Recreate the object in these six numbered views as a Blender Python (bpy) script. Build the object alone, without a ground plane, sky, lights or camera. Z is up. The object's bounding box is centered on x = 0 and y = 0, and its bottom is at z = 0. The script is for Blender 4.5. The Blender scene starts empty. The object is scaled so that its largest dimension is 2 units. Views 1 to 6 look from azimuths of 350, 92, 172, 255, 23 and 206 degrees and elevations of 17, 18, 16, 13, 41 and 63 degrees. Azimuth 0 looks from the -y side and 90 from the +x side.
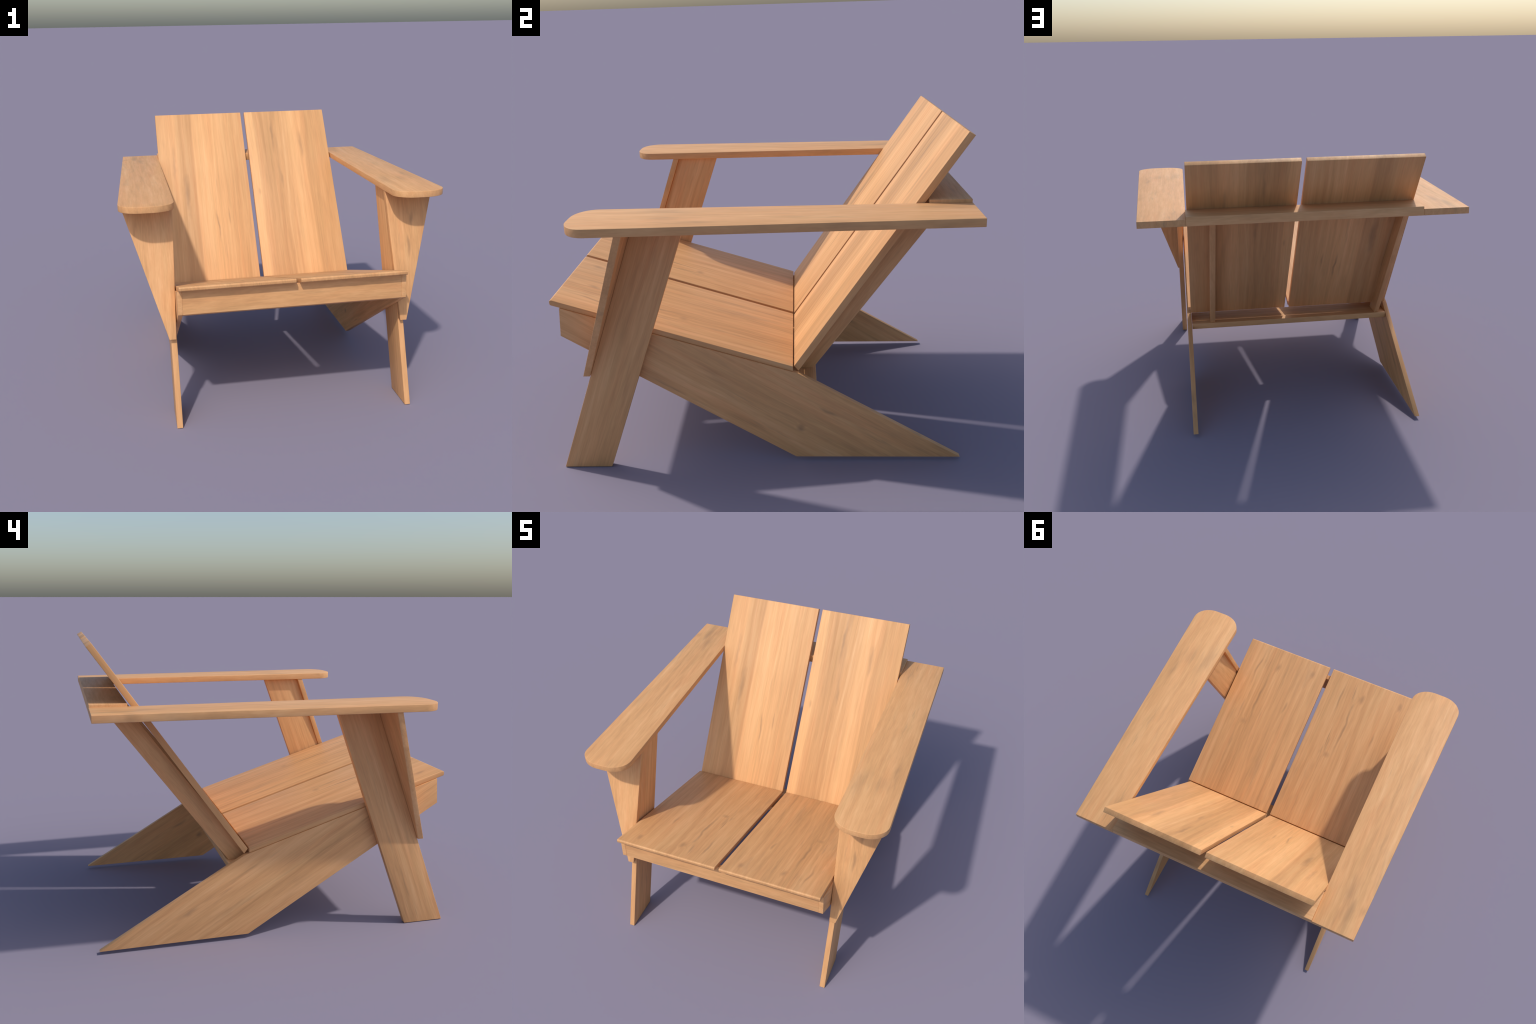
"""Low wooden garden lounge chair: wide flat arms on raked legs, two-board seat and back."""
import bpy, bmesh, math
from mathutils import Vector, Matrix

# ------------------------------------------------------------------ wood
def lin(*c):
    return (*c, 1.0)

class Nodes:
    """Small helper that strings shader nodes together."""
    def __init__(self, tree):
        self.t = tree
    def _in(self, sock, v):
        if hasattr(v, "is_output"):
            self.t.links.new(v, sock)
        elif v is not None:
            sock.default_value = v
    def math(self, op, a, b=None, c=None, clamp=False):
        n = self.t.nodes.new("ShaderNodeMath"); n.operation = op; n.use_clamp = clamp
        self._in(n.inputs[0], a); self._in(n.inputs[1], b); self._in(n.inputs[2], c)
        return n.outputs[0]
    def vmath(self, op, a, b=None):
        n = self.t.nodes.new("ShaderNodeVectorMath"); n.operation = op
        self._in(n.inputs[0], a)
        if b is not None: self._in(n.inputs[1], b)
        return n.outputs["Value"] if op in ("LENGTH", "DOT_PRODUCT") else n.outputs[0]
    def noise(self, vec, scale, detail=2.0, rough=0.5, dims="3D"):
        n = self.t.nodes.new("ShaderNodeTexNoise"); n.noise_dimensions = dims
        if dims == "1D":
            self._in(n.inputs["W"], vec); n.inputs["Scale"].default_value = scale
        else:
            self._in(n.inputs["Vector"], self.vmath("MULTIPLY", vec, scale)); n.inputs["Scale"].default_value = 1.0
        n.inputs["Detail"].default_value = detail; n.inputs["Roughness"].default_value = rough
        return n.outputs["Fac"]
    def ramp(self, fac, stops, mode="LINEAR"):
        n = self.t.nodes.new("ShaderNodeValToRGB"); n.color_ramp.interpolation = mode
        el = n.color_ramp.elements
        while len(el) < len(stops): el.new(0.5)
        for e, (p, c) in zip(el, stops):
            e.position = p
            e.color = c if len(c) == 4 else (*c, 1)
        self._in(n.inputs[0], fac)
        return n.outputs[0]
    def smooth(self, v, lo, hi, a=0.0, b=1.0):
        n = self.t.nodes.new("ShaderNodeMapRange"); n.interpolation_type = "SMOOTHSTEP"
        self._in(n.inputs[0], v)
        for i, x in enumerate((lo, hi, a, b), 1): n.inputs[i].default_value = x
        return n.outputs[0]
    def mix(self, fac, a, b, mode="MIX"):
        n = self.t.nodes.new("ShaderNodeMix"); n.data_type = "RGBA"; n.blend_type = mode
        self._in(n.inputs[0], fac); self._in(n.inputs[6], a); self._in(n.inputs[7], b)
        return n.outputs[2]

PALE, MID, DEEP = (0.840, 0.478, 0.222), (0.718, 0.374, 0.158), (0.560, 0.283, 0.116)
GREY_STREAK = (0.370, 0.215, 0.108)

def wood(name, seed, width, staves=None, knots=(), streak=1.0, tone=1.0, figure=0.5, contrast=1.0):
    """Oiled hardwood. Local X runs with the grain, Y across the board, Z through it.
    staves: (position across 0..1, brightness) steps of the edge-glued strips.
    knots: (x, y, half length, half width, strength) in local metres.
    figure: 0 straight even grain, 1 cloudy flecked figure."""
    m = bpy.data.materials.new(name); m.use_nodes = True
    t = m.node_tree; t.nodes.clear(); N = Nodes(t)
    obj = t.nodes.new("ShaderNodeTexCoord").outputs["Object"]
    p = N.vmath("ADD", obj, (seed * 3.71, seed * 1.37, seed * 2.19))
    sep = t.nodes.new("ShaderNodeSeparateXYZ"); t.links.new(obj, sep.inputs[0])
    mixf = lambda a, b: a + (b - a) * figure

    # grain lines follow contours of a slowly drifting field across the board
    drift = N.noise(p, (mixf(0.45, 0.9), 3.0, 2.2), 2.0)
    waver = N.noise(p, (mixf(2.0, 4.5), 9.0, 6.0), 2.0)
    field = N.math("MULTIPLY_ADD", drift, mixf(0.16, 0.34), sep.outputs["Y"])
    field = N.math("MULTIPLY_ADD", waver, mixf(0.020, 0.055), field)
    field = N.math("MULTIPLY_ADD", sep.outputs["Z"], 0.35, field)
    wob = N.noise(p, (9.0, 16.0, 16.0), 2.0)
    bend = t.nodes.new("ShaderNodeCombineXYZ")
    t.links.new(N.math("MULTIPLY_ADD", N.noise(p, (5.0, 3.0, 3.0), 2.0), 0.05, -0.025), bend.inputs[1])
    bent = N.vmath("ADD", obj, bend.outputs[0])
    knot_dark = None
    for kx, ky, kl, kw, ks in knots:
        d = N.vmath("SUBTRACT", bent, (kx, ky, 0.0))
        d = N.vmath("MULTIPLY", d, (1.0 / kl, 1.0 / kw, 0.0))
        r = N.vmath("LENGTH", d)
        r = N.math("ADD", r, N.math("MULTIPLY_ADD", wob, 1.5, -0.75))
        halo = N.smooth(r, 0.0, 2.6, 1.0, 0.0)
        core = N.smooth(r, 0.0, 1.6, min(1.0, ks * 1.35), 0.0)
        field = N.math("MULTIPLY_ADD", halo, 0.030 * min(1.0, kw / 0.02), field)
        knot_dark = core if knot_dark is None else N.math("MAXIMUM", knot_dark, core)
    rings = N.noise(N.math("ADD", field, seed * 5.3), 30.0, 3.0, 0.62, "1D")
    bands = N.noise(p, (0.40, 6.5, 3.0), 2.0, 0.5)
    mids = N.noise(p, (mixf(1.8, 4.5), 62.0, 24.0), 3.0, 0.6)
    fine = N.noise(p, (mixf(6.0, 14.0), 210.0, 110.0), 3.0, 0.65)
    cloud = N.noise(p, (mixf(2.5, 6.5), 26.0, 14.0), 4.0, 0.64)
    patch = N.noise(p, (1.6, 4.5, 4.0), 2.0, 0.5)

    v = N.math("MULTIPLY", rings, mixf(0.40, 0.22))
    v = N.math("MULTIPLY_ADD", bands, mixf(0.62, 0.34), v)
    v = N.math("MULTIPLY_ADD", mids, mixf(0.36, 0.26), v)
    v = N.math("MULTIPLY_ADD", cloud, mixf(0.26, 0.56), v)
    v = N.math("MULTIPLY_ADD", patch, mixf(0.10, 0.28), v)
    v = N.math("MULTIPLY_ADD", fine, 0.34, v)
    mean = 0.5 * (mixf(0.40, 0.22) + mixf(0.62, 0.34) + mixf(0.36, 0.26) + mixf(0.26, 0.56) + mixf(0.10, 0.28) + 0.34)
    v = N.math("MULTIPLY_ADD", N.math("SUBTRACT", v, mean), 1.55 * contrast, 0.5)
    col = N.ramp(v, [(0.10, DEEP), (0.50, MID), (0.88, PALE)])
    # hue wanders between rosy and olive tan
    hue = N.noise(p, (mixf(0.7, 2.0), 20.0, 9.0), 3.0, 0.6)
    col = N.mix(N.smooth(hue, 0.50, 0.74, 0.0, 0.75), col, N.mix(1.0, col, lin(1.02, 0.945, 0.925), "MULTIPLY"))
    col = N.mix(N.smooth(hue, 0.26, 0.50, 0.75, 0.0), col, N.mix(1.0, col, lin(0.945, 0.985, 0.98), "MULTIPLY"))

    # sparse dark greyish flecks lying along the grain
    s1 = N.noise(p, (mixf(2.0, 4.0), 20.0, 10.0), 3.0, 0.55)
    s2 = N.noise(p, (mixf(6.0, 13.0), 80.0, 30.0), 2.0, 0.55)
    gate = N.noise(p, (1.6, 5.5, 4.0), 2.0, 0.5)
    st = N.math("MULTIPLY", N.smooth(s1, 0.50, 0.74), N.smooth(s2, 0.42, 0.70))
    st = N.math("MULTIPLY", st, N.smooth(gate, 0.42, 0.66, 0.20, 1.0))
    st = N.math("MULTIPLY", st, 0.80 * streak, clamp=True)
    col = N.mix(st, col, lin(*GREY_STREAK))
    # soft grey blotches
    blot = N.noise(p, (2.4, 11.0, 8.0), 3.0, 0.6)
    col = N.mix(N.smooth(blot, 0.54, 0.78, 0.0, 0.42 * streak), col, lin(*GREY_STREAK))
    if knot_dark is not None:
        col = N.mix(N.math("MULTIPLY", knot_dark, N.smooth(mids, 0.25, 0.6, 0.55, 1.0)), col, lin(0.375, 0.205, 0.098))
    if staves:
        across = N.math("MULTIPLY_ADD", sep.outputs["Y"], 1.0 / width, 0.5)
        across = N.math("MULTIPLY_ADD", N.math("SUBTRACT", drift, 0.5), 0.05, across)
        stops = []
        for pos, val in staves: stops.append((pos, (val * 0.8, val * 0.8, val * 0.79)))
        col = N.mix(1.0, col, N.ramp(across, stops), "MULTIPLY")
        col = N.mix(1.0, col, lin(1.25, 1.25, 1.25), "MULTIPLY")
    if tone != 1.0:
        col = N.mix(1.0, col, lin(tone, tone, tone), "MULTIPLY")

    b = t.nodes.new("ShaderNodeBsdfPrincipled")
    t.links.new(col, b.inputs["Base Color"])
    b.inputs["Specular IOR Level"].default_value = 0.35
    t.links.new(N.smooth(mids, 0.2, 0.8, 0.60, 0.50), b.inputs["Roughness"])
    bump = t.nodes.new("ShaderNodeBump"); bump.inputs["Strength"].default_value = 0.12; bump.inputs["Distance"].default_value = 0.002
    t.links.new(N.math("ADD", mids, fine), bump.inputs["Height"]); t.links.new(bump.outputs[0], b.inputs["Normal"])
    out = t.nodes.new("ShaderNodeOutputMaterial"); t.links.new(b.outputs[0], out.inputs[0])
    return m

# ------------------------------------------------------------------ joinery helpers
ROOT = bpy.data.objects.new("lounge_chair", None)
bpy.context.scene.collection.objects.link(ROOT)
ROOT["label"] = "low wooden garden lounge chair with wide flat armrests"
ROOT["category"] = "chair"

def part(name, corners_a, corners_b, grain, normal, mat, edge=0.0022):
    """A board: two matching corner loops (world metres) joined by side faces,
    arrises eased, and stored in its own frame with X along the grain."""
    X = Vector(grain).normalized(); Z = Vector(normal)
    Z = (Z - X * Z.dot(X)).normalized(); Y = Z.cross(X)
    pts = [Vector(c) for c in (*corners_a, *corners_b)]
    span = lambda ax: 0.5 * (min(q.dot(ax) for q in pts) + max(q.dot(ax) for q in pts))
    frame = Matrix((X, Y, Z)).transposed().to_4x4()
    frame.translation = X * span(X) + Y * span(Y) + Z * span(Z)
    inv = frame.inverted()
    bm = bmesh.new()
    n = len(corners_a)
    va = [bm.verts.new(inv @ Vector(c)) for c in corners_a]
    vb = [bm.verts.new(inv @ Vector(c)) for c in corners_b]
    bm.faces.new(va); bm.faces.new(list(reversed(vb)))
    for i in range(n):
        bm.faces.new((va[(i + 1) % n], va[i], vb[i], vb[(i + 1) % n]))
    bmesh.ops.recalc_face_normals(bm, faces=bm.faces)
    sharp = [e for e in bm.edges if e.calc_face_angle(0) > math.radians(35)]
    bmesh.ops.bevel(bm, geom=sharp, offset=edge, segments=3, profile=0.5, affect="EDGES", clamp_overlap=True)
    me = bpy.data.meshes.new(name); bm.to_mesh(me); bm.free()
    me.polygons.foreach_set("use_smooth", [True] * len(me.polygons))
    me.set_sharp_from_angle(angle=math.radians(35))
    me.materials.append(mat)
    ob = bpy.data.objects.new(name, me)
    bpy.context.scene.collection.objects.link(ob)
    ob.parent = ROOT; ob.matrix_world = frame
    return ob

def slab(name, profile_yz, x0, x1, *rest, **kw):
    """Board with a side profile in y-z, running from x0 to x1."""
    return part(name, [(x0, y, z) for y, z in profile_yz], [(x1, y, z) for y, z in profile_yz], *rest, **kw)

def box(name, x, y, z, *rest, **kw):
    prof = [(y[0], z[0]), (y[1], z[0]), (y[1], z[1]), (y[0], z[1])]
    return slab(name, prof, x[0], x[1], *rest, **kw)

# ------------------------------------------------------------------ main lines (side view, y-z)
ARM_LOW, ARM_TOP = 1.2920, 1.3305
RAKE = 0.3545                                   # dy/dz of the front legs
LEG_FRONT, LEG_REAR = -0.9965, -0.7575          # at the floor
SEAT_SLOPE = -0.3176
def seat_top(y): return 0.8934 + SEAT_SLOPE * (y + 0.985)
SEAT_THICK = 0.0280                             # measured vertically
BACK_SLOPE = 1.4265                             # dz/dy of the back boards
STILE_SLOPE = 1.333
seat_dir = Vector((0, -1, -SEAT_SLOPE)).normalized()
seat_up = Vector((0, -SEAT_SLOPE, 1)).normalized()
back_down = Vector((0, -1, -BACK_SLOPE)).normalized()
back_front = Vector((0, -BACK_SLOPE, 1)).normalized()
leg_up = Vector((0, RAKE, 1)).normalized()
leg_face = Vector((0, -1, RAKE)).normalized()

# ------------------------------------------------------------------ front legs and their arm brackets
for k, s in enumerate((1, -1)):
    prof = [(LEG_FRONT, 0), (LEG_REAR, 0), (LEG_REAR + RAKE * ARM_LOW, ARM_LOW), (LEG_FRONT + RAKE * ARM_LOW, ARM_LOW)]
    slab("front_leg", prof, s * 0.7018, s * 0.7370, leg_up, (s, 0, 0), wood("leg_wood", 1.3 + k * 2.1, 0.22, streak=0.55, figure=0.2), edge=0.0022)
    # bracket: tapered board standing on the leg's front edge, wide under the arm
    z0, z1, gap, thick = 0.515, ARM_LOW, 0.0005, 0.0335
    def edge_y(z): return LEG_FRONT + RAKE * z - gap
    face = lambda off: [(s * 0.7068, edge_y(z0) - off, z0), (s * 0.7475, edge_y(z0) - off, z0),
                        (s * 0.9880, edge_y(z1) - off, z1), (s * 0.6755, edge_y(z1) - off, z1)]
    kn = [(0.22, -0.005, 0.045, 0.012, 0.6), (0.05, 0.03, 0.07, 0.010, 0.55)] if s > 0 else []
    part("arm_bracket", face(0.0), face(thick), leg_up, leg_face, wood("bracket_wood", 4.6 + k * 1.9, 0.3, knots=kn, streak=0.55, figure=0.75), edge=0.0022)

# ------------------------------------------------------------------ rear legs (long side boards carrying the seat)
RL_IN, RL_OUT = 0.6675, 0.6960
def seat_low(y): return seat_top(y) - SEAT_THICK - 0.0006
rear_prof = [(-0.9505, 0.7090), (0.1780, 0.0250), (0.9975, 0.0172), (0.9965, 0.0190),
             (0.1990, 0.4892), (-0.9425, seat_low(-0.9425))]
rl_dir = Vector((0, 1.1275, -0.6842)).normalized()
for k, s in enumerate((1, -1)):
    kn = [(0.28, -0.06, 0.02, 0.016, 0.6), (0.36, 0.09, 0.05, 0.010, 0.5)] if s > 0 else [(0.55, -0.10, 0.06, 0.014, 0.5)]
    slab("rear_leg", rear_prof, s * RL_IN, s * RL_OUT, rl_dir, (s, 0, 0), wood("rear_leg_wood", 9.2 + k * 3.3, 0.4, knots=kn, streak=0.7, figure=0.25), edge=0.0022)

# ------------------------------------------------------------------ apron under the seat's front
ap_t = 0.030
y_a, y_b = -0.9418, -0.9498                     # face leans a touch; underside follows the rear legs' slope
ap = [(y_b, 0.7090), (y_b + ap_t, 0.7090 - 0.607 * ap_t), (y_a + ap_t, seat_low(y_a + ap_t)), (y_a, seat_low(y_a))]
slab("front_apron", ap, -RL_IN + 0.0003, RL_IN - 0.0003, (1, 0, 0), (0, -1, 0), wood("apron_wood", 14.1, 0.15, streak=0.45, figure=0.8), edge=0.0012)

# ------------------------------------------------------------------ seat boards
def seat_profile():
    y0, y1, r = -0.9905, 0.1695, 0.010
    yb = y0 + 0.001
    pts = []
    for i in range(5):                          # rounded nose
        a = math.radians(90 + 90 * i / 4 - 17)
        pts.append((y0 + r + r * math.cos(a), seat_top(y0 + r) - r / math.cos(math.radians(17.5)) + r * math.sin(a)))
    for i in range(5):
        a = math.radians(180 + 90 * i / 4 - 17)
        pts.append((yb + r + r * math.cos(a), seat_top(yb + r) - SEAT_THICK + r / math.cos(math.radians(17.5)) + r * math.sin(a)))
    return pts + [(y1, seat_top(y1) - SEAT_THICK), (y1, seat_top(y1))]
for k, (x0, x1) in enumerate(((0.0295, 0.6885), (-0.6885, 0.0015))):
    w = x1 - x0
    L = 1.21
    K = lambda a, b, l, h, st: (L * (0.5 - b), w * (a - 0.5), l, h, st)
    kn = [K(0.17, 0.08, 0.028, 0.016, 0.42), K(0.58, 0.12, 0.032, 0.018, 0.42), K(0.64, 0.34, 0.17, 0.0075, 0.55),
          K(0.70, 0.52, 0.022, 0.022, 0.3), K(0.31, 0.34, 0.05, 0.008, 0.45), K(0.80, 0.16, 0.12, 0.007, 0.42)]
    slab("seat_plank", seat_profile(), x0, x1, seat_dir, seat_up, wood("seat_wood", 17.7 + k * 2.7, w, knots=kn, streak=0.8, tone=0.975, figure=0.18, contrast=0.92), edge=0.0025)

# ------------------------------------------------------------------ back boards
back_prof = [(0.1745, 0.5205), (0.9632, 1.6468), (0.9925, 1.6300), (0.1960, 0.4935)]
for k, (x0, x1) in enumerate(((0.0278, 0.6705), (-0.6785, -0.0014))):
    w = x1 - x0
    L = 1.37
    K = lambda a, b, l, h, st: (L * (b - 0.5), w * (a - 0.5), l, h, st)
    if k == 0:
        stv = [(0.0, 1.10), (0.085, 1.10), (0.10, 0.93), (0.30, 0.88), (0.48, 0.96), (0.56, 1.09), (0.70, 1.06), (0.73, 0.95), (1.0, 0.97)]
        kn = [K(0.31, 0.14, 0.13, 0.010, 0.45), K(0.36, 0.42, 0.10, 0.010, 0.42), K(0.07, 0.50, 0.03, 0.008, 0.35), K(0.66, 0.22, 0.10, 0.010, 0.35)]
    else:
        stv = [(0.0, 0.96), (0.20, 1.0), (0.26, 0.86), (0.39, 0.88), (0.405, 1.07), (0.60, 1.13), (0.80, 1.02), (1.0, 0.95)]
        kn = [K(0.30, 0.48, 0.15, 0.018, 0.50), K(0.605, 0.68, 0.11, 0.008, 0.70), K(0.74, 0.64, 0.06, 0.006, 0.40), K(0.17, 0.30, 0.12, 0.012, 0.3)]
    slab("back_plank", back_prof, x0, x1, back_down, back_front, wood("back_wood", 23.4 + k * 4.3, w, staves=stv, knots=kn, streak=0.45, figure=0.10, contrast=0.82), edge=0.002)

# ------------------------------------------------------------------ back stiles behind the boards
def stile_rear(z): return 0.2706 + (z - 0.445) / STILE_SLOPE
depth = 0.1255
zb, zt = 0.4452, ARM_LOW - 0.0004
stile_prof = [(stile_rear(zb) - depth, zb), (stile_rear(zb), zb), (stile_rear(zt), zt), (stile_rear(zt) - depth, zt)]
for k, (x0, x1) in enumerate(((0.5110, 0.5435), (-0.6190, -0.5880))):
    slab("back_stile", stile_prof, x0, x1, (0, 1, STILE_SLOPE), (1, 0, 0), wood("stile_wood", 31.2 + k * 1.7, 0.1, streak=0.6, figure=0.6), edge=0.0022)

# ------------------------------------------------------------------ cross rail the stiles stand on
box("cross_rail", (-0.6655, 0.6655), (0.0620, 0.2835), (0.4085, 0.4455), (1, 0, 0), (0, 0, 1), wood("rail_wood", 36.5, 0.2, streak=0.6), edge=0.0025)

# ------------------------------------------------------------------ back brace between the arms
box("back_brace", (-0.6788, 0.6788), (0.8000, 0.9925), (ARM_LOW - 0.0003, 1.3452), (1, 0, 0), (0, 0, 1), wood("brace_wood", 40.8, 0.2, streak=0.6), edge=0.0025)

# ------------------------------------------------------------------ arms: widen forwards, front corners rounded
def arm_outline(s):
    inner, rear_out, front_out, y_r, y_f = 0.6737, 0.9465, 1.0000, 0.9930, -0.8060
    rx, ry, steps = 0.130, 0.105, 8             # elliptical corners
    pts = [(0.6790, y_r), (rear_out, y_r)]
    for i in range(steps + 1):                  # outer front corner
        a = math.radians(90.0 * i / steps)
        pts.append((front_out - rx + rx * math.cos(a), y_f + ry - ry * math.sin(a)))
    for i in range(steps + 1):                  # inner front corner
        a = math.radians(90.0 + 90.0 * i / steps)
        pts.append((inner - 0.001 + rx + rx * math.cos(a), y_f + ry - ry * math.sin(a)))
    return [(s * x, y) for x, y in pts]
for k, s in enumerate((1, -1)):
    o = arm_outline(s)
    kn = [(0.30, 0.09, 0.10, 0.012, 0.22)] if s > 0 else [(-0.76, -0.03, 0.085, 0.020, 0.45), (-0.60, 0.02, 0.10, 0.022, 0.25), (-0.72, -0.10, 0.03, 0.03, 0.25)]
    part("armrest", [(x, y, ARM_LOW) for x, y in o], [(x, y, ARM_TOP) for x, y in o], (0, -1, 0), (0, 0, 1),
         wood("arm_wood", 45.3 + k * 6.1, 0.3, knots=kn, streak=0.75, figure=0.55, contrast=0.85), edge=0.0022)
